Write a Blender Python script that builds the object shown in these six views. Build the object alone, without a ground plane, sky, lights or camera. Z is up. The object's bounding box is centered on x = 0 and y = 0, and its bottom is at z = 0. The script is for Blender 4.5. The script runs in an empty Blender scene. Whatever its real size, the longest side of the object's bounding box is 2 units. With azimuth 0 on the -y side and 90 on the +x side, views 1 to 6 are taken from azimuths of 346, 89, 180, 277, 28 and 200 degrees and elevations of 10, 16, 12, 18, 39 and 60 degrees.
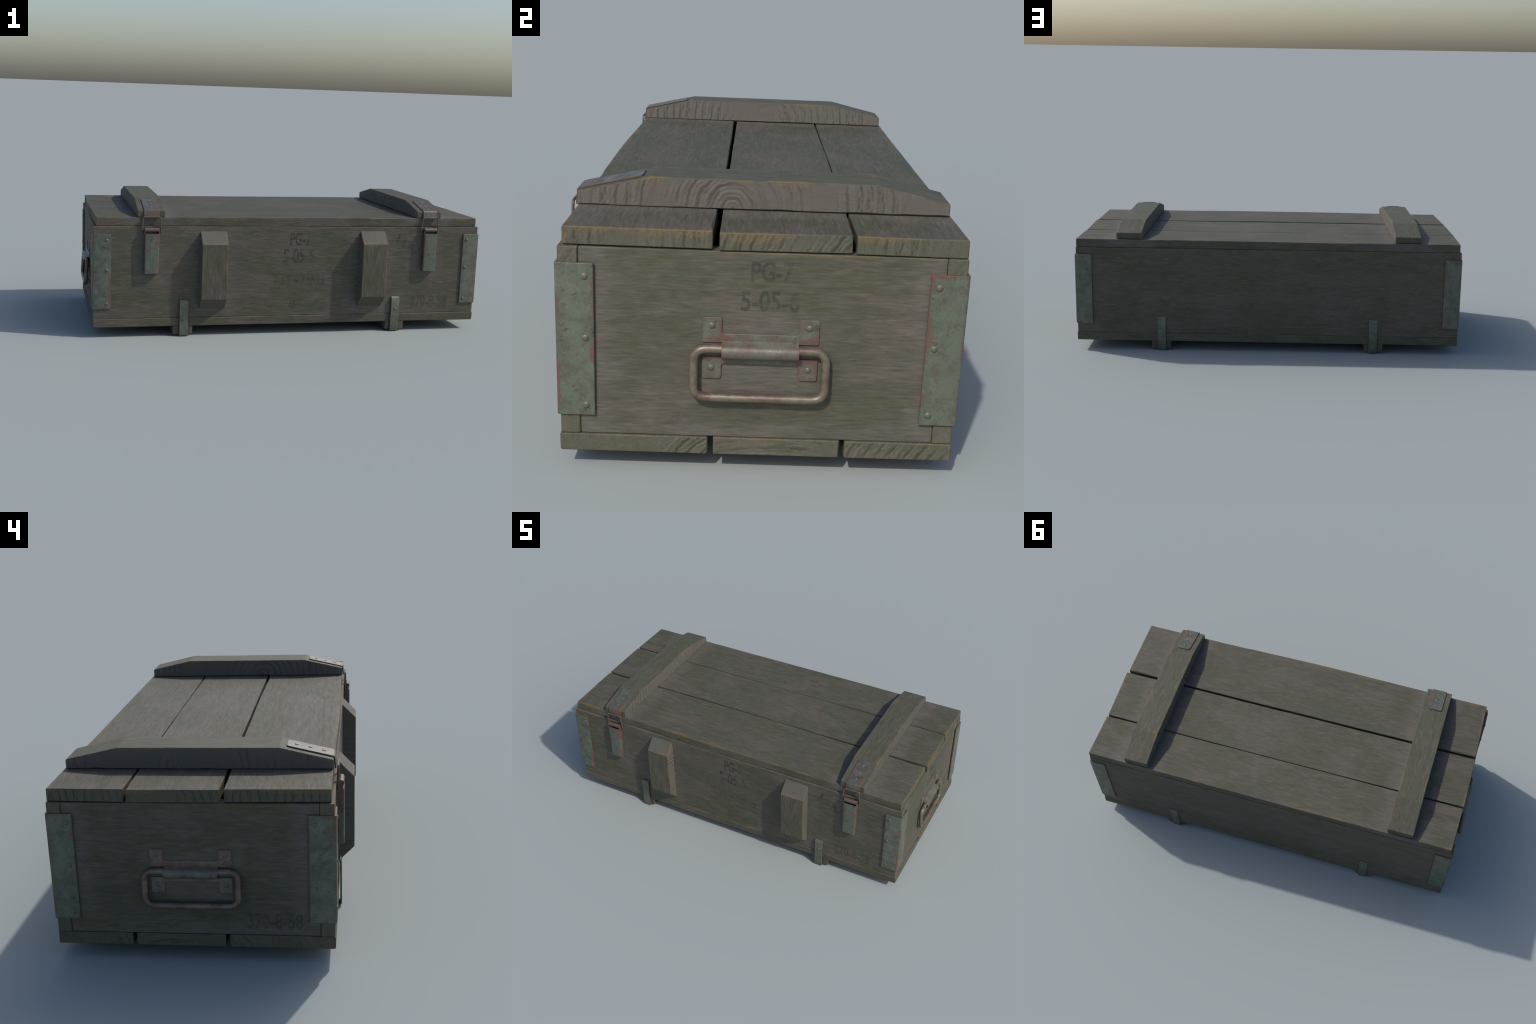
"""Weathered wooden ammunition crate: olive-painted planks, two bevelled lid
battens, two lever latches, corner angle irons, drop handles, strapped runners."""
import bpy, bmesh, math
from mathutils import Vector, noise

V = Vector
AX = {'x': 0, 'y': 1, 'z': 2}


def sn(p, seed=0.0):
    """smooth signed noise, about -1..1"""
    return noise.noise(V((p[0] + seed * 7.13, p[1] - seed * 3.7, p[2] + seed * 5.3)))


# ------------------------------------------------------------------ node helpers
class Nodes:
    def __init__(self, name):
        self.mat = bpy.data.materials.new(name)
        self.mat.use_nodes = True
        self.t = self.mat.node_tree
        self.t.nodes.clear()
        self.out = self.t.nodes.new('ShaderNodeOutputMaterial')
        self.bsdf = self.t.nodes.new('ShaderNodeBsdfPrincipled')
        self.t.links.new(self.bsdf.outputs[0], self.out.inputs[0])
        self.obj = self.t.nodes.new('ShaderNodeTexCoord').outputs['Object']

    def put(self, sock, v):
        if isinstance(v, bpy.types.NodeSocket):
            self.t.links.new(v, sock)
        elif isinstance(v, (tuple, list)) and len(v) == 3 and sock.type == 'RGBA':
            sock.default_value = (*v, 1)
        else:
            sock.default_value = v

    def m(self, op, a, b=0.0, c=0.0, clamp=False):
        n = self.t.nodes.new('ShaderNodeMath')
        n.operation, n.use_clamp = op, clamp
        for s, v in zip(n.inputs, (a, b, c)):
            self.put(s, v)
        return n.outputs[0]

    def vm(self, op, a, b=(0, 0, 0)):
        n = self.t.nodes.new('ShaderNodeVectorMath')
        n.operation = op
        self.put(n.inputs[0], a)
        self.put(n.inputs[1], b)
        return n.outputs[0]

    def xyz(self, v):
        n = self.t.nodes.new('ShaderNodeSeparateXYZ')
        self.put(n.inputs[0], v)
        return n.outputs

    def noise(self, vec, scale, detail=3.0, rough=0.55, distortion=0.0):
        n = self.t.nodes.new('ShaderNodeTexNoise')
        self.put(n.inputs['Vector'], vec)
        n.inputs['Scale'].default_value = scale
        n.inputs['Detail'].default_value = detail
        n.inputs['Roughness'].default_value = rough
        n.inputs['Distortion'].default_value = distortion
        return n.outputs[0]

    def rings(self, vec, axis, scale, distortion=3.0, dscale=1.0, detail=2.0):
        n = self.t.nodes.new('ShaderNodeTexWave')
        n.wave_type, n.rings_direction, n.wave_profile = 'RINGS', axis.upper(), 'SIN'
        self.put(n.inputs['Vector'], vec)
        n.inputs['Scale'].default_value = scale
        n.inputs['Distortion'].default_value = distortion
        n.inputs['Detail'].default_value = detail
        n.inputs['Detail Scale'].default_value = dscale
        return n.outputs['Fac']

    def ramp(self, f, lo, hi, a=0.0, b=1.0):
        """smoothstep of f from lo..hi to a..b"""
        n = self.t.nodes.new('ShaderNodeMapRange')
        n.interpolation_type = 'SMOOTHSTEP'
        for s, v in zip(n.inputs[:5], (f, lo, hi, a, b)):
            self.put(s, v)
        return n.outputs[0]

    def mix(self, f, a, b, mode='MIX'):
        n = self.t.nodes.new('ShaderNodeMix')
        n.data_type, n.blend_type = 'RGBA', mode
        self.put(n.inputs[0], f)
        self.put(n.inputs[6], a)
        self.put(n.inputs[7], b)
        return n.outputs[2]

    def scale_col(self, col, f):
        n = self.t.nodes.new('ShaderNodeVectorMath')
        n.operation = 'SCALE'
        self.put(n.inputs[0], col)
        self.put(n.inputs['Scale'], f)
        return n.outputs[0]

    def bump(self, h, strength, dist, base=None):
        n = self.t.nodes.new('ShaderNodeBump')
        n.inputs['Strength'].default_value = strength
        n.inputs['Distance'].default_value = dist
        self.put(n.inputs['Height'], h)
        if base is not None:
            self.put(n.inputs['Normal'], base)
        return n.outputs[0]

    def finish(self, col, rough, normal=None, metallic=0.0, spec=0.5):
        self.put(self.bsdf.inputs['Base Color'], col)
        self.put(self.bsdf.inputs['Roughness'], rough)
        self.put(self.bsdf.inputs['Metallic'], metallic)
        self.put(self.bsdf.inputs['Specular IOR Level'], spec)
        if normal is not None:
            self.put(self.bsdf.inputs['Normal'], normal)
        return self.mat


# colours (linear)
OLIVE = (0.069, 0.067, 0.042)
TEAL = (0.075, 0.077, 0.055)
BROWN = (0.092, 0.080, 0.062)
MAUVE = (0.112, 0.101, 0.089)
PINK = (0.130, 0.106, 0.086)
DARK = (0.038, 0.038, 0.030)
OCHRE = (0.155, 0.108, 0.050)
PAINT = (0.113, 0.133, 0.098)
PAINT_D = (0.070, 0.072, 0.054)
PALE = (0.190, 0.200, 0.160)
RUST = (0.150, 0.070, 0.048)
RUST_D = (0.100, 0.064, 0.055)


def wood(name, grain, half, seed, bare=(), ring=None, wear=1.0, stencil=None,
         side_axis=None, side_bare=0.0, side_olive=0.0, brown=0.0, gain=1.0, wear_box=None, stains=(), peak_lines=(), end_plain=False, wear_end=0.0):
    """Faded olive paint over grey-brown wood, streaked along the grain.
    half  : half sizes of the board (object origin = its centre), for worn arrises
    bare  : boxes (centre, half size) where handling wore the paint to grey wood
    ring  : (centre, scale, strength) of the growth rings on faces across side_axis
    stencil : darkening of a stencilled mark"""
    g = Nodes(name)
    gi = AX[grain]
    P = g.vm('ADD', g.obj, (seed * 1.37, seed * 2.11, seed * 0.83))
    stretch = [1.0, 1.0, 1.0]
    stretch[gi] = 0.13
    S = g.vm('MULTIPLY', P, tuple(stretch))
    stretch[gi] = 0.30
    S2 = g.vm('MULTIPLY', P, tuple(stretch))
    fine = g.noise(S, 190, 4, 0.6)
    streak = g.noise(S, 75, 4, 0.6, 0.4)
    patch = g.noise(S2, 13, 5, 0.6, 0.3)
    big = g.noise(P, 4.2, 3, 0.5)
    spot = g.noise(S2, 40, 4, 0.65)
    # paint or bare wood
    f = g.m('ADD', g.m('MULTIPLY', patch, 0.55), g.m('MULTIPLY', big, 0.45))
    paint = g.ramp(g.m('ADD', f, 0.02 - brown), 0.43, 0.56)
    col = g.mix(paint, BROWN, g.mix(g.ramp(spot, 0.42, 0.62), OLIVE, TEAL))
    # grey bare zones where fittings were handled or rubbed
    if bare:
        bp = g.obj
        edge_n = g.m('MULTIPLY', g.m('SUBTRACT', g.noise(S2, 16, 4, 0.6), 0.5), 0.16)
        tot = None
        for c, h in bare:
            q = g.xyz(g.vm('SUBTRACT', g.vm('ABSOLUTE', g.vm('SUBTRACT', bp, c)), h))
            d = g.m('MAXIMUM', g.m('MAXIMUM', q[0], q[1]), q[2])
            w = g.ramp(g.m('ADD', d, edge_n), 0.045, -0.03)
            tot = w if tot is None else g.m('MAXIMUM', tot, w)
        col = g.mix(g.m('MULTIPLY', tot, 0.70), col, MAUVE)
    for c, h in stains:
        q = g.xyz(g.vm('SUBTRACT', g.vm('ABSOLUTE', g.vm('SUBTRACT', g.obj, c)), h))
        d = g.m('MAXIMUM', g.m('MAXIMUM', q[0], q[1]), q[2])
        w = g.ramp(g.m('ADD', d, g.m('MULTIPLY', g.m('SUBTRACT', g.noise(S2, 16, 4, 0.6), 0.5), 0.10)), 0.03, -0.02)
        col = g.mix(g.m('MULTIPLY', w, 0.42), col, (0.13, 0.088, 0.036))
    col = g.mix(g.ramp(g.noise(S, 100, 3, 0.6), 0.55, 0.72, 0, 0.55), col, PINK)
    col = g.mix(g.ramp(g.noise(S2, 20, 5, 0.7), 0.52, 0.74, 0, 0.50), col, DARK)
    col = g.scale_col(col, g.ramp(fine, 0.25, 0.75, 0.80, 1.18))
    col = g.scale_col(col, g.ramp(streak, 0.25, 0.75, 0.90, 1.10))
    h = g.m('ADD', g.m('MULTIPLY', fine, 0.5), g.m('MULTIPLY', streak, 0.8))
    h = g.m('ADD', h, g.m('MULTIPLY', g.noise(S2, 26, 3, 0.5), 1.1))
    h = g.m('ADD', h, g.m('MULTIPLY', g.noise(S2, 55, 3, 0.5), 1.0))
    if end_plain:
        gn = g.t.nodes.new('ShaderNodeTexCoord').outputs['Normal']
        ep = g.ramp(g.m('ABSOLUTE', g.xyz(gn)[gi]), 0.4, 0.6)
        col = g.mix(g.m('MULTIPLY', ep, 0.8), col, g.scale_col((0.102, 0.097, 0.083), g.ramp(big, 0.3, 0.7, 0.85, 1.0)))
        h = g.m('MULTIPLY', h, g.m('SUBTRACT', 1.0, g.m('MULTIPLY', ep, 0.75)))
    # faces sawn across: growth rings
    if ring:
        ctr, rs, rk = ring
        ax = side_axis or grain
        geo = g.t.nodes.new('ShaderNodeTexCoord')
        nn = g.m('ABSOLUTE', g.xyz(geo.outputs['Normal'])[AX[ax]])
        on = g.ramp(nn, 0.75, 0.92)
        Q = g.vm('SUBTRACT', g.obj, ctr)
        sq = [1.0, 1.0, 1.0]
        sq[AX[ax]] = 0.15
        Q = g.vm('MULTIPLY', Q, tuple(sq))
        R = g.rings(Q, ax, rs, 3.5, 1.6, 2.0)
        R2 = g.rings(Q, ax, rs * 2.3, 4.0, 2.0, 2.0)
        fade = g.ramp(g.noise(P, 7, 2), 0.40, 0.64, 0.08, 1.0)
        R = g.m('ADD', g.m('MULTIPLY', R, 0.62), g.m('MULTIPLY', R2, 0.38))
        base = g.mix(side_bare, col, MAUVE)
        if side_olive:
            base = g.mix(side_olive, base, (0.094, 0.096, 0.064))
        lines = g.ramp(R, 0.10, 0.48, 1.0 - 0.40 * rk, 1.05)
        lines = g.m('ADD', g.m('MULTIPLY', lines, fade), g.m('SUBTRACT', 1.0, fade))
        col = g.mix(on, col, g.scale_col(base, lines))
        hr = g.m('MULTIPLY', g.m('MULTIPLY', R, fade), 2.2 * rk)
        h = g.m('ADD', g.m('MULTIPLY', h, g.m('SUBTRACT', 1.0, g.m('MULTIPLY', on, 0.5))), g.m('MULTIPLY', hr, on))
    # worn arrises: median of the distances to the three pairs of faces
    if wear:
        if wear_box is None:      # paint rubs off the upper arrises
            wear_box = ((0, 0, -0.5), (half[0], half[1], half[2] + 0.5))
        a, b, c = g.xyz(g.vm('SUBTRACT', tuple(wear_box[1]), g.vm('ABSOLUTE', g.vm('SUBTRACT', g.obj, wear_box[0]))))
        med = g.m('MAXIMUM', g.m('MINIMUM', a, b), g.m('MINIMUM', g.m('MAXIMUM', a, b), c))
        for ax_, at in peak_lines:
            med = g.m('MINIMUM', med, g.m('ADD', g.m('ABSOLUTE', g.m('SUBTRACT', g.xyz(g.obj)[AX[ax_]], at)), g.m('ADD', 0.003, g.m('MULTIPLY', 4.0, g.m('MAXIMUM', 0.0, g.m('SUBTRACT', half[2] - 0.003, g.xyz(g.obj)[2]))))))
        w1 = g.noise(P, 5.0, 4, 0.6)
        w2 = g.noise(P, 38, 3, 0.6)
        wid = g.m('ADD', g.ramp(w1, 0.45, 0.70, 0.0, 0.020 * wear), g.m('MULTIPLY', g.m('SUBTRACT', w2, 0.5), 0.010))
        if wear_end:
            wid = g.m('ADD', wid, g.m('MULTIPLY', g.ramp(g.xyz(g.obj)[gi], half[gi] - 0.012, half[gi] - 0.002), g.ramp(w2, 0.35, 0.6, 0.2 * wear_end, wear_end)))
        wm = g.ramp(g.m('SUBTRACT', wid, med), -0.003, 0.006)
        col = g.mix(g.m('MULTIPLY', wm, 0.55), col, g.scale_col(OCHRE, g.ramp(fine, 0.2, 0.8, 0.75, 1.15)))
    if stencil:
        sm = g.ramp(g.m('ADD', g.noise(S2, 48, 4, 0.7), g.m('MULTIPLY', big, 0.3)), 0.50, 0.80, 0.0, 0.85)
        col = g.mix(g.m('SUBTRACT', stencil, g.m('MULTIPLY', sm, stencil)), col, (0.028, 0.029, 0.025))
    if gain != 1.0:
        col = g.scale_col(col, gain)
    nrm = g.bump(h, 0.55, 0.0022)
    return g.finish(col, g.ramp(streak, 0.3, 0.7, 0.62, 0.78), nrm, spec=0.35)


def metal(name, edge, seed, rust=1.0, base=PAINT, base_d=PAINT_D, gloss=0.48, blot=0.5):
    """Chipped green paint on sheet steel, rust creeping in from the cut edges.
    edge(g) -> socket with the distance to the nearest edge in metres."""
    g = Nodes(name)
    P = g.vm('ADD', g.obj, (seed * 1.9, seed * 0.7, seed * 2.3))
    n1 = g.noise(P, 22, 5, 0.6, 0.3)
    n2 = g.noise(P, 60, 4, 0.65)
    n3 = g.noise(P, 9, 4, 0.6)
    fine = g.noise(P, 190, 3, 0.6)
    col = g.mix(g.ramp(n1, 0.40, 0.66, 0, blot), base, base_d)
    col = g.mix(g.ramp(g.noise(P, 30, 5, 0.65, 0.5), 0.50, 0.66, 0, 0.60), col, (0.085, 0.072, 0.054))
    col = g.mix(g.ramp(n2, 0.60, 0.74, 0, 0.35), col, PALE)
    col = g.mix(g.ramp(g.noise(P, 48, 5, 0.7), 0.56, 0.70, 0, 0.75), col, (0.040, 0.038, 0.030))
    rustcol = g.mix(n2, RUST_D, RUST)
    if edge is not None:
        d = edge(g)
        wid = g.m('ADD', g.ramp(n3, 0.42, 0.68, -0.0015, 0.020 * rust), g.m('MULTIPLY', g.m('SUBTRACT', n2, 0.5), 0.010))
        rm = g.ramp(g.m('SUBTRACT', wid, d), -0.003, 0.006)
        col = g.mix(g.m('MULTIPLY', rm, 0.85), col, rustcol)
    else:
        col = g.mix(g.ramp(n3, 0.46, 0.60, 0, 0.8 * rust), col, rustcol)
    col = g.scale_col(col, g.ramp(fine, 0.3, 0.7, 0.9, 1.1))
    nrm = g.bump(g.m('ADD', n2, g.m('MULTIPLY', n1, 0.7)), 0.35, 0.002)
    return g.finish(col, g.ramp(n1, 0.3, 0.7, gloss - 0.06, gloss + 0.12), nrm, 0.15, 0.5)


# ------------------------------------------------------------------ mesh helpers
ROOT = bpy.data.objects.new('ammunition_crate', None)
ROOT.empty_display_size = 0.3
bpy.context.collection.objects.link(ROOT)
ROOT['label'] = 'weathered olive wooden ammunition crate with latches and carrying handles'
ROOT['category'] = 'wooden crate'


def obj_from(name, bm, mat, parent=ROOT, origin=None, smooth=30, kind=None):
    """bmesh in world metres -> object with its origin at the middle of the part"""
    bmesh.ops.recalc_face_normals(bm, faces=bm.faces[:])
    if origin is None:
        lo = V((min(v.co[i] for v in bm.verts) for i in range(3)))
        hi = V((max(v.co[i] for v in bm.verts) for i in range(3)))
        origin = (lo + hi) / 2
    origin = V(origin)
    bmesh.ops.translate(bm, verts=bm.verts[:], vec=-origin)
    me = bpy.data.meshes.new(name)
    if smooth:
        for f in bm.faces:
            f.smooth = True
        lim = math.radians(smooth)
        for e in bm.edges:
            if len(e.link_faces) != 2 or e.calc_face_angle(0) > lim:
                e.smooth = False
    bm.to_mesh(me)
    bm.free()
    ob = bpy.data.objects.new(name, me)
    bpy.context.collection.objects.link(ob)
    me.materials.append(mat)
    place(ob, parent, origin)
    if kind:
        ob['kind'] = kind
    return ob


WORLD = {ROOT: V((0, 0, 0))}


def place(ob, parent, origin):
    ob.parent = parent
    WORLD[ob] = V(origin)
    ob.location = V(origin) - WORLD[parent]


def loft(axis, stations, rect, cham=0.003, chip=0.004, seed=0.0, wob=0.0012, freq=3.0):
    """Sawn board: rectangular sections rect(t) -> (a0,a1,b0,b1) along an axis, the
    arrises chamfered unevenly and the faces a little out of true."""
    i = AX[axis]
    ja, jb = [k for k in range(3) if k != i]
    bm = bmesh.new()
    rows = []
    last = len(stations) - 1
    for k, t in enumerate(stations):
        a0, a1, b0, b1 = rect(t)
        row = []
        shrink = 0.0022 if k in (0, last) else 0.0
        for ci, (sa, sb) in enumerate(((-1, -1), (1, -1), (1, 1), (-1, 1))):
            n = sn((t * 6.0, ci * 9.1, 0), seed) + 0.6 * sn((t * 19.0, ci * 5.3, 4), seed)
            c = cham + max(0.0, n - 0.25) * chip
            wa = sn((t * freq, ci * 3.3, 11), seed) * wob
            wb = sn((t * freq, ci * 4.7, 23), seed) * wob
            A = (a1 if sa > 0 else a0) + wa - sa * shrink
            B = (b1 if sb > 0 else b0) + wb - sb * shrink
            pts = [(A - sa * c, B), (A, B - sb * c)]
            if sa * sb < 0:
                pts = pts[::-1]
            if (ci in (0, 2)):
                pts = [(A, B - sb * c), (A - sa * c, B)]
            else:
                pts = [(A - sa * c, B), (A, B - sb * c)]
            for pa, pb in pts:
                co = [0, 0, 0]
                co[i], co[ja], co[jb] = t, pa, pb
                row.append(bm.verts.new(co))
        rows.append(row)
    n = 8
    for r0, r1 in zip(rows, rows[1:]):
        for k in range(n):
            bm.faces.new((r0[k], r0[(k + 1) % n], r1[(k + 1) % n], r1[k]))
    bm.faces.new(rows[0][::-1])
    bm.faces.new(rows[-1])
    return bm


def steps(a, b, n, extra=()):
    e = 0.0022 if b > a else -0.0022
    s = [a, a + e] + [a + (b - a) * k / n for k in range(1, n)] + [b - e, b] + list(extra)
    s = sorted(set(round(x, 5) for x in s))
    return s


def tube(path, r, closed=False, seg=12, squash=None):
    """round bar along a path"""
    bm = bmesh.new()
    path = [V(p) for p in path]
    n = len(path)
    rows = []
    up = None
    for k, p in enumerate(path):
        if closed:
            d = path[(k + 1) % n] - path[k - 1]
        else:
            d = path[min(k + 1, n - 1)] - path[max(k - 1, 0)]
        d.normalize()
        if up is None:
            up = d.orthogonal().normalized()
        up = (up - d * up.dot(d)).normalized()
        w = d.cross(up)
        rows.append([bm.verts.new(p + (up * math.cos(2 * math.pi * j / seg) + w * math.sin(2 * math.pi * j / seg)) * r) for j in range(seg)])
    pairs = list(zip(rows, rows[1:])) + ([(rows[-1], rows[0])] if closed else [])
    for a, b in pairs:
        # match the closest start vertex so a closed loop does not twist
        off = min(range(seg), key=lambda o: (a[0].co - b[o].co).length) if b is rows[0] and closed else 0
        for j in range(seg):
            bm.faces.new((a[j], a[(j + 1) % seg], b[(j + 1 + off) % seg], b[(j + off) % seg]))
    if not closed:
        bm.faces.new(rows[0][::-1])
        bm.faces.new(rows[-1])
    return bm


def rounded(points, r, n=6, closed=True):
    """polyline with its corners rounded to radius r"""
    pts = [V(p) for p in points]
    out = []
    m = len(pts)
    for k, p in enumerate(pts):
        if not closed and k in (0, m - 1):
            out.append(p)
            continue
        a = (pts[k - 1] - p)
        b = (pts[(k + 1) % m] - p)
        rr = min(r, a.length * 0.45, b.length * 0.45)
        a = p + a.normalized() * rr
        b = p + b.normalized() * rr
        for j in range(n + 1):
            t = j / n
            out.append(a * (1 - t) ** 2 + p * 2 * t * (1 - t) + b * t * t)
    return out


def sheet(path, thick, plane, span, ends=None):
    """Bent sheet metal: centre line `path` (2D) in `plane`, extruded over `span`
    on the third axis; ends = inset of the span at each station (rounded corners)."""
    ip, iq = AX[plane[0]], AX[plane[1]]
    iw = 3 - ip - iq
    pts = [V((p[0], p[1])) for p in path]
    bm = bmesh.new()
    rows = []
    for k, p in enumerate(pts):
        t0 = (pts[k] - pts[k - 1]).normalized() if k else (pts[1] - pts[0]).normalized()
        t1 = (pts[k + 1] - pts[k]).normalized() if k < len(pts) - 1 else t0
        n0, n1 = V((-t0.y, t0.x)), V((-t1.y, t1.x))
        nn = (n0 + n1).normalized()
        nn = nn / max(0.35, nn.dot(n0)) * thick / 2
        ins = ends[k] if ends else 0.0
        row = []
        for q, w in ((p + nn, span[0] + ins), (p + nn, span[1] - ins), (p - nn, span[1] - ins), (p - nn, span[0] + ins)):
            co = [0, 0, 0]
            co[ip], co[iq], co[iw] = q.x, q.y, w
            row.append(bm.verts.new(co))
        rows.append(row)
    for a, b in zip(rows, rows[1:]):
        for j in range(4):
            bm.faces.new((a[j], a[(j + 1) % 4], b[(j + 1) % 4], b[j]))
    bm.faces.new(rows[0][::-1])
    bm.faces.new(rows[-1])
    bmesh.ops.recalc_face_normals(bm, faces=bm.faces[:])
    return bm


def bevel(bm, w, ang=40, seg=1):
    es = [e for e in bm.edges if len(e.link_faces) == 2 and e.calc_face_angle(0) > math.radians(ang)]
    bmesh.ops.bevel(bm, geom=es, offset=w, segments=seg, affect='EDGES', profile=0.5)
    return bm


def merge(*bms):
    a = bms[0]
    for b in bms[1:]:
        me = bpy.data.meshes.new('tmp')
        b.to_mesh(me)
        b.free()
        a.from_mesh(me)
        bpy.data.meshes.remove(me)
    return a


def outline_plate(poly, axis_val, thick, axis='x', sign=1):
    """flat plate from an outline in the other two axes, standing on axis_val"""
    i = AX[axis]
    j, k = [q for q in range(3) if q != i]
    bm = bmesh.new()
    vs = []
    for p in poly:
        co = [0, 0, 0]
        co[i], co[j], co[k] = axis_val, p[0], p[1]
        vs.append(bm.verts.new(co))
    f = bm.faces.new(vs)
    r = bmesh.ops.extrude_face_region(bm, geom=[f])
    d = [0, 0, 0]
    d[i] = thick * sign
    bmesh.ops.translate(bm, verts=[v for v in r['geom'] if isinstance(v, bmesh.types.BMVert)], vec=d)
    bmesh.ops.recalc_face_normals(bm, faces=bm.faces[:])
    return bm


# rivet head, one mesh shared by all (axis +z, base at the origin)
def rivet_mesh(mat, r=0.0080, h=0.0034):
    bm = bmesh.new()
    prev = None
    seg = 14
    prof = [(1.0, -0.15), (1.0, 0.05), (0.92, 0.35), (0.72, 0.68), (0.42, 0.92), (0.16, 1.0)]
    for pr, pz in prof:
        ring = [bm.verts.new((r * pr * math.cos(2 * math.pi * k / seg), r * pr * math.sin(2 * math.pi * k / seg), h * pz)) for k in range(seg)]
        if prev:
            for k in range(seg):
                bm.faces.new((prev[k], prev[(k + 1) % seg], ring[(k + 1) % seg], ring[k]))
        prev = ring
    bm.faces.new(prev)
    for f in bm.faces:
        f.smooth = True
    me = bpy.data.meshes.new('rivet')
    bm.to_mesh(me)
    bm.free()
    me.materials.append(mat)
    return me


RIVET = rivet_mesh(metal('rivet_paint', None, 3.1, rust=0.35, base=(0.135, 0.15, 0.115), gloss=0.42))


def rivet(parent, pos, normal, scale=1.0):
    ob = bpy.data.objects.new('rivet', RIVET)
    bpy.context.collection.objects.link(ob)
    place(ob, parent, pos)
    ob.rotation_euler = V(normal).to_track_quat('Z', 'Y').to_euler()
    ob.scale = (scale,) * 3
    return ob


def box_edge(half, axes):
    """distance to the edge of a plate, over the named axes of the object"""
    def f(g):
        q = g.xyz(g.vm('SUBTRACT', tuple(half), g.vm('ABSOLUTE', g.obj)))
        s = [q[AX[a]] for a in axes]
        return s[0] if len(s) == 1 else g.m('MINIMUM', s[0], s[1])
    return f


# ------------------------------------------------------------------ main sizes
X_WALL, X_PANEL, X_FLOOR = 0.9725, 0.9690, 0.975
YF, YB = -0.4215, 0.4725           # outer faces of the long walls
Z_FLOOR, Z_WALL0, Z_WALL1, Z_LID0, Z_LID = 0.047, 0.0895, 0.533, 0.5345, 0.5761
BAT = {1: (0.639, 0.768), -1: (-0.767, -0.637)}


def box_board(name, axis, lo, hi, matfun, seed, n=60, skew=None, bow=None, **kw):
    i = AX[axis]
    ja, jb = [k for k in range(3) if k != i]
    def rect(t):
        r = [lo[ja], hi[ja], lo[jb], hi[jb]]
        if bow:
            r = bow(t, r)
        return r
    bm = loft(axis, steps(lo[i], hi[i], n), rect, seed=seed, **kw)
    if skew:
        skew(bm)
    half = [(b - a) / 2 for a, b in zip(lo, hi)]
    ctr = [(b + a) / 2 for a, b in zip(lo, hi)]
    return obj_from(name, bm, matfun(half, ctr), origin=ctr, smooth=25)


# ------------------------------------------------------------------ lid planks
def end_skew(l0, l1, r0, r1, y0, y1):
    """cut the two ends out of square: x at (left,right) x (y0,y1)"""
    def f(bm):
        xs = [v.co.x for v in bm.verts]
        xm, xM = min(xs), max(xs)
        for v in bm.verts:
            u = (v.co.y - y0) / (y1 - y0)
            a, b = l0 + (l1 - l0) * u, r0 + (r1 - r0) * u
            v.co.x = a + (v.co.x - xm) / (xM - xm) * (b - a)
    return f


def near_batten(ctr, reach=0.05):
    """grey zones beside the two battens, in the plank's own coordinates"""
    return [((( b[0] + b[1]) / 2 - ctr[0], 0, 0), ((b[1] - b[0]) / 2 + reach, 1, 1)) for b in BAT.values()]


LIDS = [  # y0, y1, ends: left(y0,y1), right(y0,y1), drop
    (-0.4125, -0.0865, (-0.960, -0.967), (0.963, 0.965), 0.0),
    (-0.0715, 0.2185, (-0.969, -0.971), (0.973, 0.963), -0.001),
    (0.2270, 0.4705, (-0.969, -0.964), (0.966, 0.970), -0.0008),
]
for k, (y0, y1, le, re, drop) in enumerate(LIDS):
    def mf(half, ctr, k=k):
        return wood('lid_plank_wood', 'x', half, 2.0 + 3.7 * k, bare=near_batten(ctr),
                    ring=((0, (0.5, 0.32, 0.6)[k], (-0.02, -0.16, -0.05)[k]), 12.0, 1.0), side_olive=0.5, wear=0.95,
                    wear_end=(0.011, 0.011, 0.003)[k], gain=0.95,
                    wear_box=((0, (0.5, 0, -0.5)[k], -0.5), (half[0], (half[1] + 0.5, 2, half[1] + 0.5)[k], half[2] + 0.5)))
    # the gaps between planks close up towards the middle of the lid
    gap = lambda t: 1.0 - min(1.0, abs(t) / 0.95) ** 2
    bow = None
    if k == 1:
        def bow(t, r):
            return [r[0], r[1] + 0.0022 * gap(t), r[2], r[3]]
    if k == 2:
        def bow(t, r):
            return [r[0] - 0.0026 * gap(t), r[1], r[2], r[3]]
    if k == 0:
        # the front plank bellies out slightly in the middle of its length
        def bow(t, r):
            w = math.exp(-((t + 0.05) / 0.36) ** 2)
            return [r[0] - 0.0060 * w, r[1] + 0.0050 * gap(t), r[2] - 0.001 * w, r[3] + 0.0020 * w]
    box_board('lid_plank', 'x', (min(le), y0, Z_LID0 + drop), (max(re), y1, Z_LID + drop), mf, 1.0 + k,
              n=110, skew=end_skew(*le, *re, y0, y1), bow=bow, cham=0.0018, chip=0.0055, wob=0.0013)

# ------------------------------------------------------------------ battens on the lid
def batten_top(y):
    if y < -0.241:
        return 0.608 + (y + 0.414) / 0.173 * 0.040
    if y > 0.289:
        return 0.608 + (0.464 - y) / 0.175 * 0.040
    return 0.648


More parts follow.
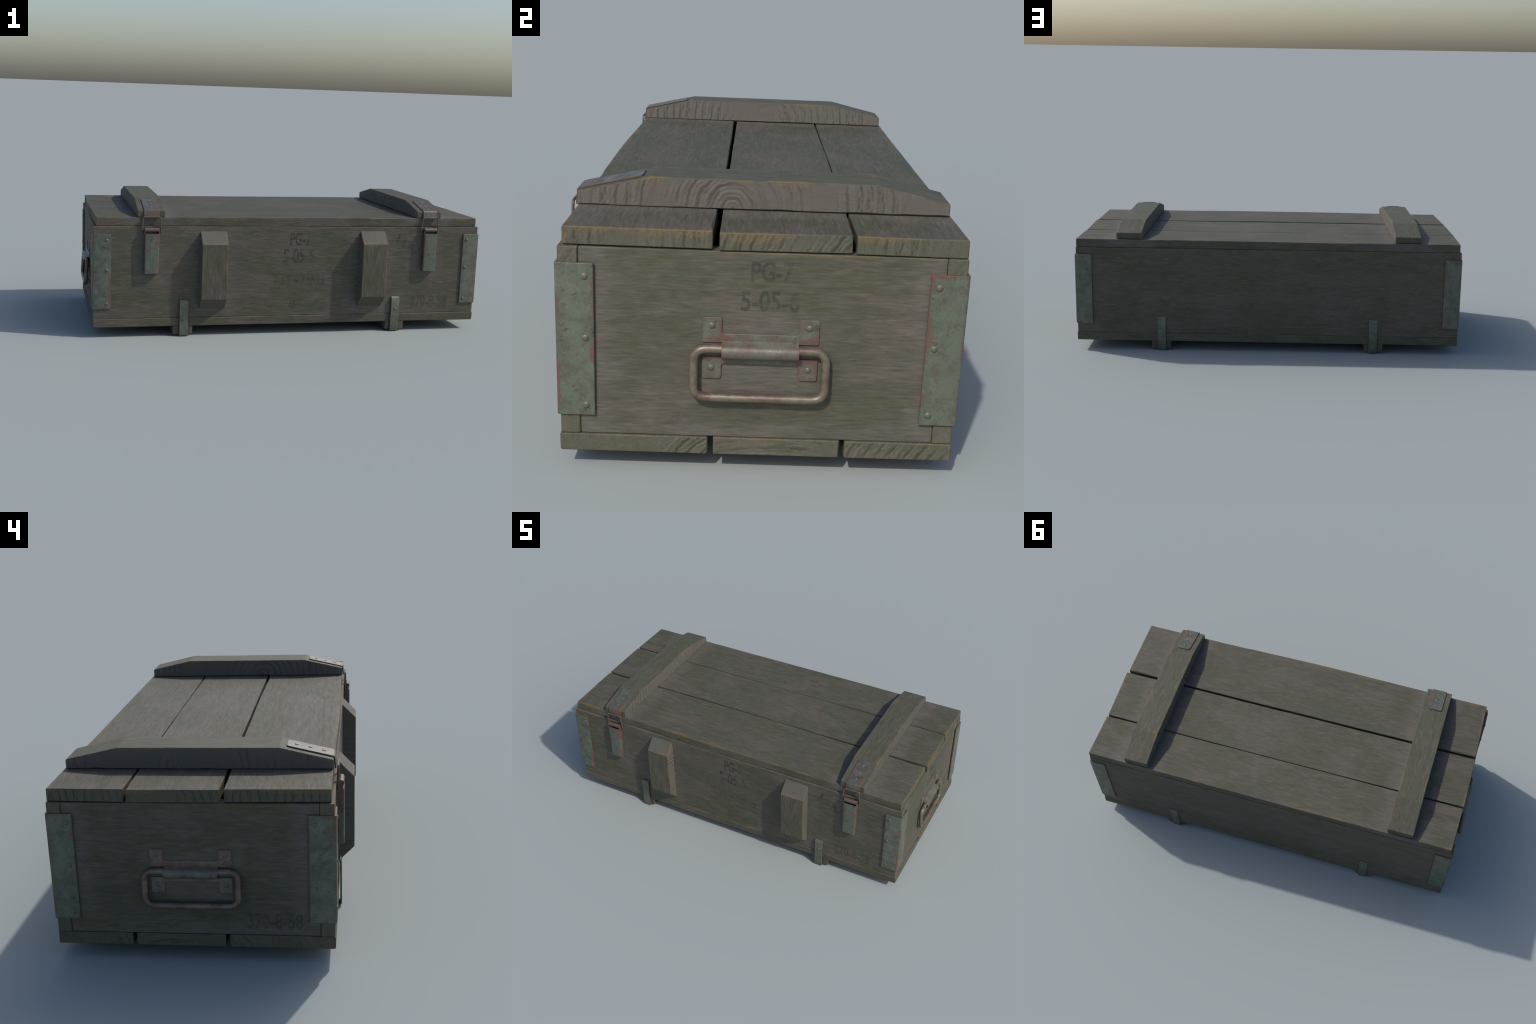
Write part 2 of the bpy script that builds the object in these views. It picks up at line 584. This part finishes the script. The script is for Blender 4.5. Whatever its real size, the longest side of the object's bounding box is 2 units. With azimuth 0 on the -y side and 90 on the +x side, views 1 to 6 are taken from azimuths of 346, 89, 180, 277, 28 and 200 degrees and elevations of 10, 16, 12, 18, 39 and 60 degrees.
for s in (1, -1):
    x0, x1 = BAT[s]
    ctr = ((x0 + x1) / 2, 0.025, 0.612)
    half = ((x1 - x0) / 2, 0.439, 0.036)
    bm = loft('y', steps(-0.414, 0.464, 80, extra=(-0.241, -0.2405, 0.2885, 0.289)), lambda t: (x0, x1, 0.5770, batten_top(t)),
              cham=0.002, chip=0.0045, seed=21 + s, wob=0.0010)
    mat = wood('batten_wood', 'y', half, 8.3 + s, ring=((0, -0.075 if s > 0 else 0.02, -0.034), 11.5, 0.85),
               side_axis='x', side_bare=0.85, wear=1.05, brown=-0.05, peak_lines=(('y', -0.266), ('y', 0.264)))
    obj_from('batten', bm, mat, origin=ctr, smooth=25)

# ------------------------------------------------------------------ walls
FRONT_BARE = [((-0.403, 0, -0.0), (0.10, 1, 0.20)), ((0.403, 0, 0.0), (0.10, 1, 0.20)),
              ((0.70, 0, 0.08), (0.06, 1, 0.12)), ((-0.70, 0, 0.08), (0.05, 1, 0.12)), ((0.54, 0, -0.17), (0.05, 1, 0.06))]


def wall_mat(name, seed, half, stencil=None, bare=()):
    return wood(name, 'x', half, seed, bare=bare, ring=((0, 0.4, -0.1), 9.0, 0.5), side_axis='x',
                side_olive=0.4, wear=0.55 if not stencil else 0.0, stencil=stencil)


side_walls = {}
for nm, y0, y1, seed, bare in (('f', YF, -0.3775, 5.0, FRONT_BARE), ('b', 0.428, YB, 6.4, ())):
    half = (X_WALL, (y1 - y0) / 2, (Z_WALL1 - Z_WALL0) / 2)
    side_walls[nm] = box_board('side_wall', 'x', (-X_WALL, y0, Z_WALL0), (X_WALL, y1, Z_WALL1),
                               lambda h, c, seed=seed, bare=bare: wall_mat('side_wall_wood', seed, h, bare=bare), 31 + seed,
                               n=90, cham=0.0015, chip=0.003, wob=0.0)
end_walls = {}
END_BARE = [((0, 0, -0.03), (1, 0.13, 0.08)), ((0, 0, -0.21), (1, 0.5, 0.01)), ((0, -0.375, 0), (1, 0.04, 0.3)), ((0, 0.375, 0), (1, 0.035, 0.3))]
END_STAINS = {1: (), -1: (((0, 0.34, -0.19), (1, 0.05, 0.03)), ((0, -0.10, 0.20), (1, 0.20, 0.006)))}
for s in (1, -1):
    lo = (X_PANEL - 0.042, -0.3772, Z_WALL0 + 0.0005) if s > 0 else (-X_PANEL, -0.3772, Z_WALL0 + 0.0005)
    hi = (X_PANEL, 0.4277, Z_WALL1 - 0.001) if s > 0 else (-X_PANEL + 0.042, 0.4277, Z_WALL1 - 0.001)
    end_walls[s] = box_board('end_wall', 'y', lo, hi,
                             lambda h, c, s=s: wood('end_wall_wood', 'y', h, 12.5 + s, bare=END_BARE, wear=0.3, brown=-0.02, stains=END_STAINS[s]), 40 + s,
                             n=50, cham=0.0012, chip=0.001, wob=0.0)

# ------------------------------------------------------------------ floor planks and runners
for k, (y0, y1) in enumerate(((-0.4235, -0.0875), (-0.0740, 0.2140), (0.2270, 0.4735))):
    box_board('floor_plank', 'x', (-0.9725, y0, Z_FLOOR), (X_FLOOR, y1, Z_WALL0 - 0.0005),
              lambda h, c, k=k: wood('floor_plank_wood', 'x', h, 15.0 + 2.3 * k, ring=((0, (0.30, 0.0, 0.40)[k], (-0.18, -0.5, -0.28)[k]), 12.0, 1.0),
                                     side_olive=0.35, wear=0.35), 50 + k, n=90, cham=0.0035 if k == 0 else 0.0018, chip=0.003, wob=0.0011)
runner_x = {1: (0.4965, 0.5945), -1: (-0.5915, -0.4965)}
for s in (1, -1):
    x0, x1 = runner_x[s]
    box_board('runner', 'y', (x0, -0.4225, 0.0062), (x1, 0.4705, 0.0475),
              lambda h, c, s=s: wood('runner_wood', 'y', h, 18.0 + s, wear=0.2, gain=0.95), 60 + s, n=30, cham=0.004, chip=0.003)
    # steel strap hooked round the runner, riveted to both walls
    xs = (0.5205, 0.5640) if s > 0 else (-0.5615, -0.5185)
    yf, yb, t = -0.4310, 0.4760, 0.006
    path = [(-0.4235, 0.1765), (-0.4275, 0.1725), (yf, 0.166), (yf, 0.006), (yf + 0.003, 0.003),
            (yb - 0.003, 0.003), (yb, 0.006), (yb, 0.166), (yb - 0.002, 0.1725), (yb - 0.0025, 0.1765)]
    bm = bevel(sheet(path, t, 'yz', xs), 0.0012)
    o = V(((xs[0] + xs[1]) / 2, 0.0225, 0.088))
    ob = obj_from('strap', bm, metal('strap_paint', box_edge(((xs[1] - xs[0]) / 2, 1, 0.089), 'xz'), 4.0 + s, rust=0.45), origin=o)
    if s > 0:
        rivet(ob, (o.x, yf - 0.003, 0.114), (0, -1, 0), 0.95)
    else:
        rivet(ob, (o.x, yb + 0.001, 0.114), (0, 1, 0), 0.75)

# ------------------------------------------------------------------ grip blocks on the front
for s in (1, -1):
    x0, x1 = (0.3405, 0.4675) if s > 0 else (-0.4660, -0.3395)
    def depth(z):
        if z < 0.188:
            return YF - 0.0565 * (z - 0.130) / 0.058
        if z > 0.4535:
            return YF - 0.0565 * (0.511 - z) / 0.0575
        return YF - 0.0565
    st = [0.130, 0.1305] + [0.130 + 0.0576 * k / 4 for k in range(1, 4)] + [0.188, 0.1885] + [0.1885 + 0.2645 * k / 30 for k in range(1, 30)] \
        + [0.453, 0.4535] + [0.4535 + 0.0575 * k / 4 for k in range(1, 4)] + [0.5105, 0.511]
    bm = loft('z', st, lambda t: (x0, x1, depth(t), -0.4140), cham=0.0016, chip=0.004, seed=70 + s, wob=0.0009)
    ctr = ((x0 + x1) / 2, -0.4477, 0.3207)
    mat = wood('grip_block_wood', 'z', ((x1 - x0) / 2, 0.030, 0.135), 22.0 + 1.7 * s,
               ring=((0, 0.05, 0.35), 12.0, 0.9), side_axis='x', side_bare=0.85, wear=0.75, brown=-0.02, end_plain=True, wear_box=((0, 0, 0), ((x1 - x0) / 2, 0.030, 0.135)))
    obj_from('grip_block', bm, mat, origin=ctr, smooth=25)

# ------------------------------------------------------------------ corner angle irons
for sx in (1, -1):
    for sy in (-1, 1):
        xo = 0.9785 if sx > 0 else -0.9765
        yo = -0.4280 if sy < 0 else 0.4785
        t = 0.0065
        L = 0.0855
        c = t / 2
        path = [(xo - sx * L, yo - sy * c), (xo - sx * (c + 0.003), yo - sy * c), (xo - sx * (c + 0.0008), yo - sy * (c + 0.0008)),
                (xo - sx * c, yo - sy * (c + 0.003)), (xo - sx * c, yo - sy * L)]
        bm = bevel(sheet(path, t, 'xy', (0.1380, 0.4975)), 0.0012)
        org = V((xo, yo, 0.31775))
        def edge(g, sx=sx, sy=sy):
            q = g.xyz(g.vm('ABSOLUTE', g.obj))
            s_ = g.m('ADD', q[0], q[1])
            d = g.m('MINIMUM', s_, g.m('SUBTRACT', L, s_))
            return g.m('MINIMUM', d, g.m('SUBTRACT', 0.1798, q[2]))
        ob = obj_from('corner_bracket', bm, metal('bracket_paint', edge, 30.0 + 2 * sx + sy, rust=0.75, blot=0.55 if sy > 0 else 0.75), origin=org)
        for z in (0.468, 0.325, 0.163):
            rivet(ob, (xo, yo - sy * 0.066, z), (sx, 0, 0))
            if sy < 0:
                rivet(ob, (xo - sx * 0.066, yo, z), (0, sy, 0))

# ------------------------------------------------------------------ latches
BARE_IRON = (0.112, 0.093, 0.083)
iron = metal('bare_iron', None, 9.0, rust=0.6, base=BARE_IRON, base_d=(0.085, 0.06, 0.053), gloss=0.42)
for s in (1, -1):
    xc = 0.7065 if s > 0 else -0.7015
    # lever: channel of pressed steel, closed at the foot
    hw, yw, yo, t = 0.0355, -0.4225, -0.4470, 0.004
    c = t / 2
    path = rounded([(xc - hw + c, yw, 0), (xc - hw + c, yo + c, 0), (xc + hw - c, yo + c, 0), (xc + hw - c, yw, 0)], 0.005, 4, False)
    ch = sheet([(p.x, p.y) for p in path], t, 'xy', (0.308, 0.501))
    # taper towards the foot and round its lower lip
    for v in ch.verts:
        if v.co.z < 0.4:
            v.co.x = xc + (v.co.x - xc) * 0.955
            if v.co.y < -0.44:
                v.co.z += 0.003
    foot = outline_plate([(xc - hw * 0.93, yw), (xc - hw * 0.93, yo + 0.003), (xc + hw * 0.93, yo + 0.003), (xc + hw * 0.93, yw)], 0.310, 0.004, 'z')
    parts = [ch, foot]
    for e in (-1, 1):
        xe = xc + e * (hw - 0.0015)
        prof = [(yw, 0.498), (yo + 0.004, 0.498), (yo + 0.004, 0.508), (yo + 0.008, 0.524), (yo + 0.013, 0.529), (yw - 0.004, 0.528), (yw, 0.52)]
        parts.append(outline_plate(prof, xe - 0.0015, 0.003, 'x'))
    bm = merge(*parts)
    o = V((xc, -0.435, 0.4055))
    latch = obj_from('latch_lever', bm, metal('latch_paint', box_edge((hw, 1, 0.0985), 'xz'), 41.0 + s, rust=0.8, base=(0.106, 0.120, 0.092)), origin=o)
    # roller the wire loop turns on
    bm = tube([(xc - 0.0330, -0.4370, 0.5195), (xc + 0.0330, -0.4370, 0.5195)], 0.0100, seg=18)
    obj_from('latch_roller', bevel(bm, 0.002, 60), iron, latch)
    # wire loop
    y1, y2 = -0.4275, -0.4280
    path = rounded([(xc - 0.0405, y1, 0.5800), (xc + 0.0405, y1, 0.5800), (xc + 0.0465, y2, 0.4985), (xc - 0.0465, y2, 0.4985)], 0.010, 6)
    obj_from('latch_loop', tube(path, 0.0036, True, 10), iron, latch)
    # hasp plate riveted to the slope of the batten, bent over its end
    dy, dz = 0.173, 0.040
    ln = math.hypot(dy, dz)
    off = 0.0025
    P = lambda y: (y - off * dz / ln, 0.608 + (y + 0.414) / dy * dz + off * dy / ln)
    st = [P(-0.262), P(-0.2635), P(-0.266), P(-0.271), P(-0.412), (-0.4168, 0.6065), (-0.4168, 0.588), (-0.4190, 0.583), (-0.4190, 0.571)]
    ends = [0.009, 0.0050, 0.0022, 0.0, 0.0, 0.0, 0.0, 0.0, 0.0]
    bm = bevel(sheet(st, 0.0045, 'yz', (xc - 0.0365, xc + 0.0365), ends), 0.0010)
    ho = V((xc, -0.345, 0.61))
    hasp = obj_from('latch_hasp', bm, metal('hasp_paint', box_edge((0.0365, 0.086, 1), 'xy'), 47.0 + 2 * s, rust=0.9, blot=0.95, gloss=0.40, base=(0.104, 0.110, 0.088), base_d=(0.058, 0.056, 0.048)), latch, origin=ho)
    for y, dx in ((-0.292, 0.0), (-0.336, 0.001), (-0.380, 0.0)):
        p = P(y)
        rivet(latch, (xc + dx, p[0] - 0.0005, p[1] + 0.002), (0, -dz, dy), 0.9)

# ------------------------------------------------------------------ carrying handles
def handle_mat(seed):
    g = Nodes('handle_iron')
    P = g.vm('ADD', g.obj, (seed, seed * 2, seed * 3))
    n = g.noise(P, 17, 4, 0.55)
    n2 = g.noise(P, 70, 4, 0.6)
    col = g.mix(g.ramp(n, 0.46, 0.58), (0.155, 0.130, 0.095), (0.118, 0.080, 0.066))
    col = g.scale_col(col, g.ramp(n2, 0.3, 0.7, 0.85, 1.12))
    return g.finish(col, g.ramp(n2, 0.3, 0.7, 0.36, 0.50), g.bump(n2, 0.2, 0.0015), 0.35, 0.5)


for s in (1, -1):
    X = lambda d: s * d
    yc = 0.0255
    ya, yb = (-0.1215, 0.1730)
    xt, xb = 0.9830, 0.9893
    path = rounded([(X(xt), ya, 0.3110), (X(xt), yb, 0.3110), (X(xb), yb, 0.1970), (X(xb), ya, 0.1970)], 0.030, 8)
    hnd = obj_from('carrying_handle', tube(path, 0.0103, True, 16), handle_mat(5.0 + s), smooth=60)
    t = 0.0045
    xp = X(X_PANEL - 0.0005)
    e0, e1, e2, e3 = -0.1035, -0.0605, 0.1120, 0.1555
    rc = 0.004
    up = [(e0, 0.322), (e0, 0.377), (e0 + rc, 0.381), (e1 - rc, 0.381), (e1, 0.377), (e1, 0.3475), (e1 + 0.004, 0.3435), (e2 - 0.004, 0.3435),
          (e2, 0.3475), (e2, 0.377), (e2 + rc, 0.381), (e3 - rc, 0.381), (e3, 0.377), (e3, 0.322)]
    dn = [(e0, 0.288), (e0, 0.239), (e0 + rc, 0.235), (e1 - rc, 0.235), (e1, 0.239), (e1, 0.268), (e1 + 0.004, 0.272), (e2 - 0.004, 0.272),
          (e2, 0.268), (e2, 0.239), (e2 + rc, 0.235), (e3 - rc, 0.235), (e3, 0.239), (e3, 0.288)]
    upper = outline_plate(up, xp, X(t), 'x')
    lower = outline_plate(dn, xp, X(t), 'x')
    upper = bevel(upper, 0.0010, 50)
    lower = bevel(lower, 0.0010, 50)
    # sheet sleeve wrapped round the top bar of the handle
    rr = 0.0138
    cz, cx = 0.3110 - 0.0065, xt + 0.0005
    arc = [(X(X_PANEL + 0.002), 0.3270), (X(X_PANEL + 0.006), 0.3235)]
    for k in range(11):
        a = math.radians(78 - 156 * k / 10)
        arc.append((X(cx - 0.0001 - 0.0005 + rr * math.cos(a)), 0.3045 + 0.0155 * math.sin(a)))
    arc += [(X(X_PANEL + 0.005), 0.2865), (X(X_PANEL + 0.002), 0.2830)]
    sleeve = sheet(arc, 0.0024, 'xz', (e1 + 0.0005, e2 - 0.0005))
    org = V((xp, yc + 0.0005, 0.308))
    def bedge(g):
        q = g.xyz(g.obj)
        ay = g.m('ABSOLUTE', q[1])
        az = g.m('ABSOLUTE', q[2])
        tab = g.m('MINIMUM', g.m('SUBTRACT', 0.1297, ay), g.m('ABSOLUTE', g.m('SUBTRACT', ay, 0.0865)))
        return g.m('MINIMUM', g.m('MINIMUM', tab, g.m('SUBTRACT', 0.073, az)), g.m('ABSOLUTE', g.m('SUBTRACT', az, 0.0225)))
    obj_from('handle_bracket', merge(upper, lower, sleeve), metal('handle_bracket_paint', bedge, 60.0 + s, rust=0.5, blot=0.9, base=(0.125, 0.128, 0.098), base_d=(0.105, 0.080, 0.066), gloss=0.40), hnd, origin=org)
    for y in (-0.083, 0.134):
        for z in (0.362, 0.262):
            rivet(hnd, (xp + X(t), y, z), (s, 0, 0), 0.95)

# ------------------------------------------------------------------ stencilled marks
def stencil(text, wall, seed_mat, face, centre, size, tilt=0.0):
    """text laid on a wall; `face` -y, +x or -x; size = (width, height) in metres"""
    cu = bpy.data.curves.new('stencil', 'FONT')
    cu.body = text
    cu.extrude = 0.5
    cu.offset = 0.020
    cu.resolution_u = 3
    tmp = bpy.data.objects.new('tmp_text', cu)
    bpy.context.collection.objects.link(tmp)
    dg = bpy.context.evaluated_depsgraph_get()
    me = bpy.data.meshes.new_from_object(tmp.evaluated_get(dg))
    bpy.data.objects.remove(tmp)
    bpy.data.curves.remove(cu)
    bm = bmesh.new()
    bm.from_mesh(me)
    bpy.data.meshes.remove(me)
    xs = [v.co.x for v in bm.verts]
    ys = [v.co.y for v in bm.verts]
    x0, x1, y0, y1 = min(xs), max(xs), min(ys), max(ys)
    ct, st_ = math.cos(tilt), math.sin(tilt)
    for v in bm.verts:
        u = ((v.co.x - x0) / (x1 - x0) - 0.5) * size[0]
        w = ((v.co.y - y0) / (y1 - y0) - 0.5) * size[1]
        u, w = u * ct - w * st_, u * st_ + w * ct
        d = 0.0004 if v.co.z > 0 else -0.0012
        if face == '-y':
            v.co = (centre[0] + u, YF - d, centre[1] + w)
        elif face == '+x':
            v.co = (X_PANEL + d, centre[0] + u, centre[1] + w)
        else:
            v.co = (-X_PANEL - d, centre[0] - u, centre[1] + w)
    return obj_from('stencil_lettering', bm, seed_mat, wall, origin=WORLD[wall], smooth=0)


fh = (X_WALL, 0.0217, 0.22175)
fmat = wall_mat('stencil_ink', 5.0, fh, stencil=0.86, bare=FRONT_BARE)
fmat2 = wall_mat('stencil_ink_faint', 5.0, fh, stencil=0.62, bare=FRONT_BARE)
W = side_walls['f']
stencil('PG-7', W, fmat, '-y', (0.032, 0.472), (0.105, 0.066))
stencil('5-05-6', W, fmat, '-y', (0.028, 0.389), (0.160, 0.072))
stencil('FTT - 33KG', W, fmat2, '-y', (0.035, 0.272), (0.250, 0.066))
stencil('6ST', W, fmat2, '-y', (0.018, 0.145), (0.066, 0.048))
stencil('370-8-58', W, wall_mat('stencil_ink_worn', 5.0, fh, stencil=0.48, bare=FRONT_BARE), '-y', (0.728, 0.149), (0.200, 0.064))
for ch_, at in (('1', (0.545, 0.478)), ('9', (0.575, 0.450)), ('8', (0.612, 0.424))):
    stencil(ch_, W, fmat2, '-y', at, (0.024 if ch_ != '1' else 0.012, 0.050), -0.3)
emat = wood('stencil_ink_end', 'y', (0.021, 0.40245, 0.22), 13.5, bare=END_BARE, brown=-0.02, wear=0, stencil=0.70)
stencil('PG-7', end_walls[1], emat, '+x', (0.046, 0.489), (0.092, 0.047))
stencil('5-05-6', end_walls[1], emat, '+x', (0.044, 0.422), (0.130, 0.050))
emat2 = wood('stencil_ink_end', 'y', (0.021, 0.40245, 0.22), 11.5, bare=END_BARE, brown=-0.02, wear=0, stencil=0.62, stains=END_STAINS[-1])
stencil('370-8-58', end_walls[-1], emat2, '-x', (-0.233, 0.139), (0.176, 0.054))
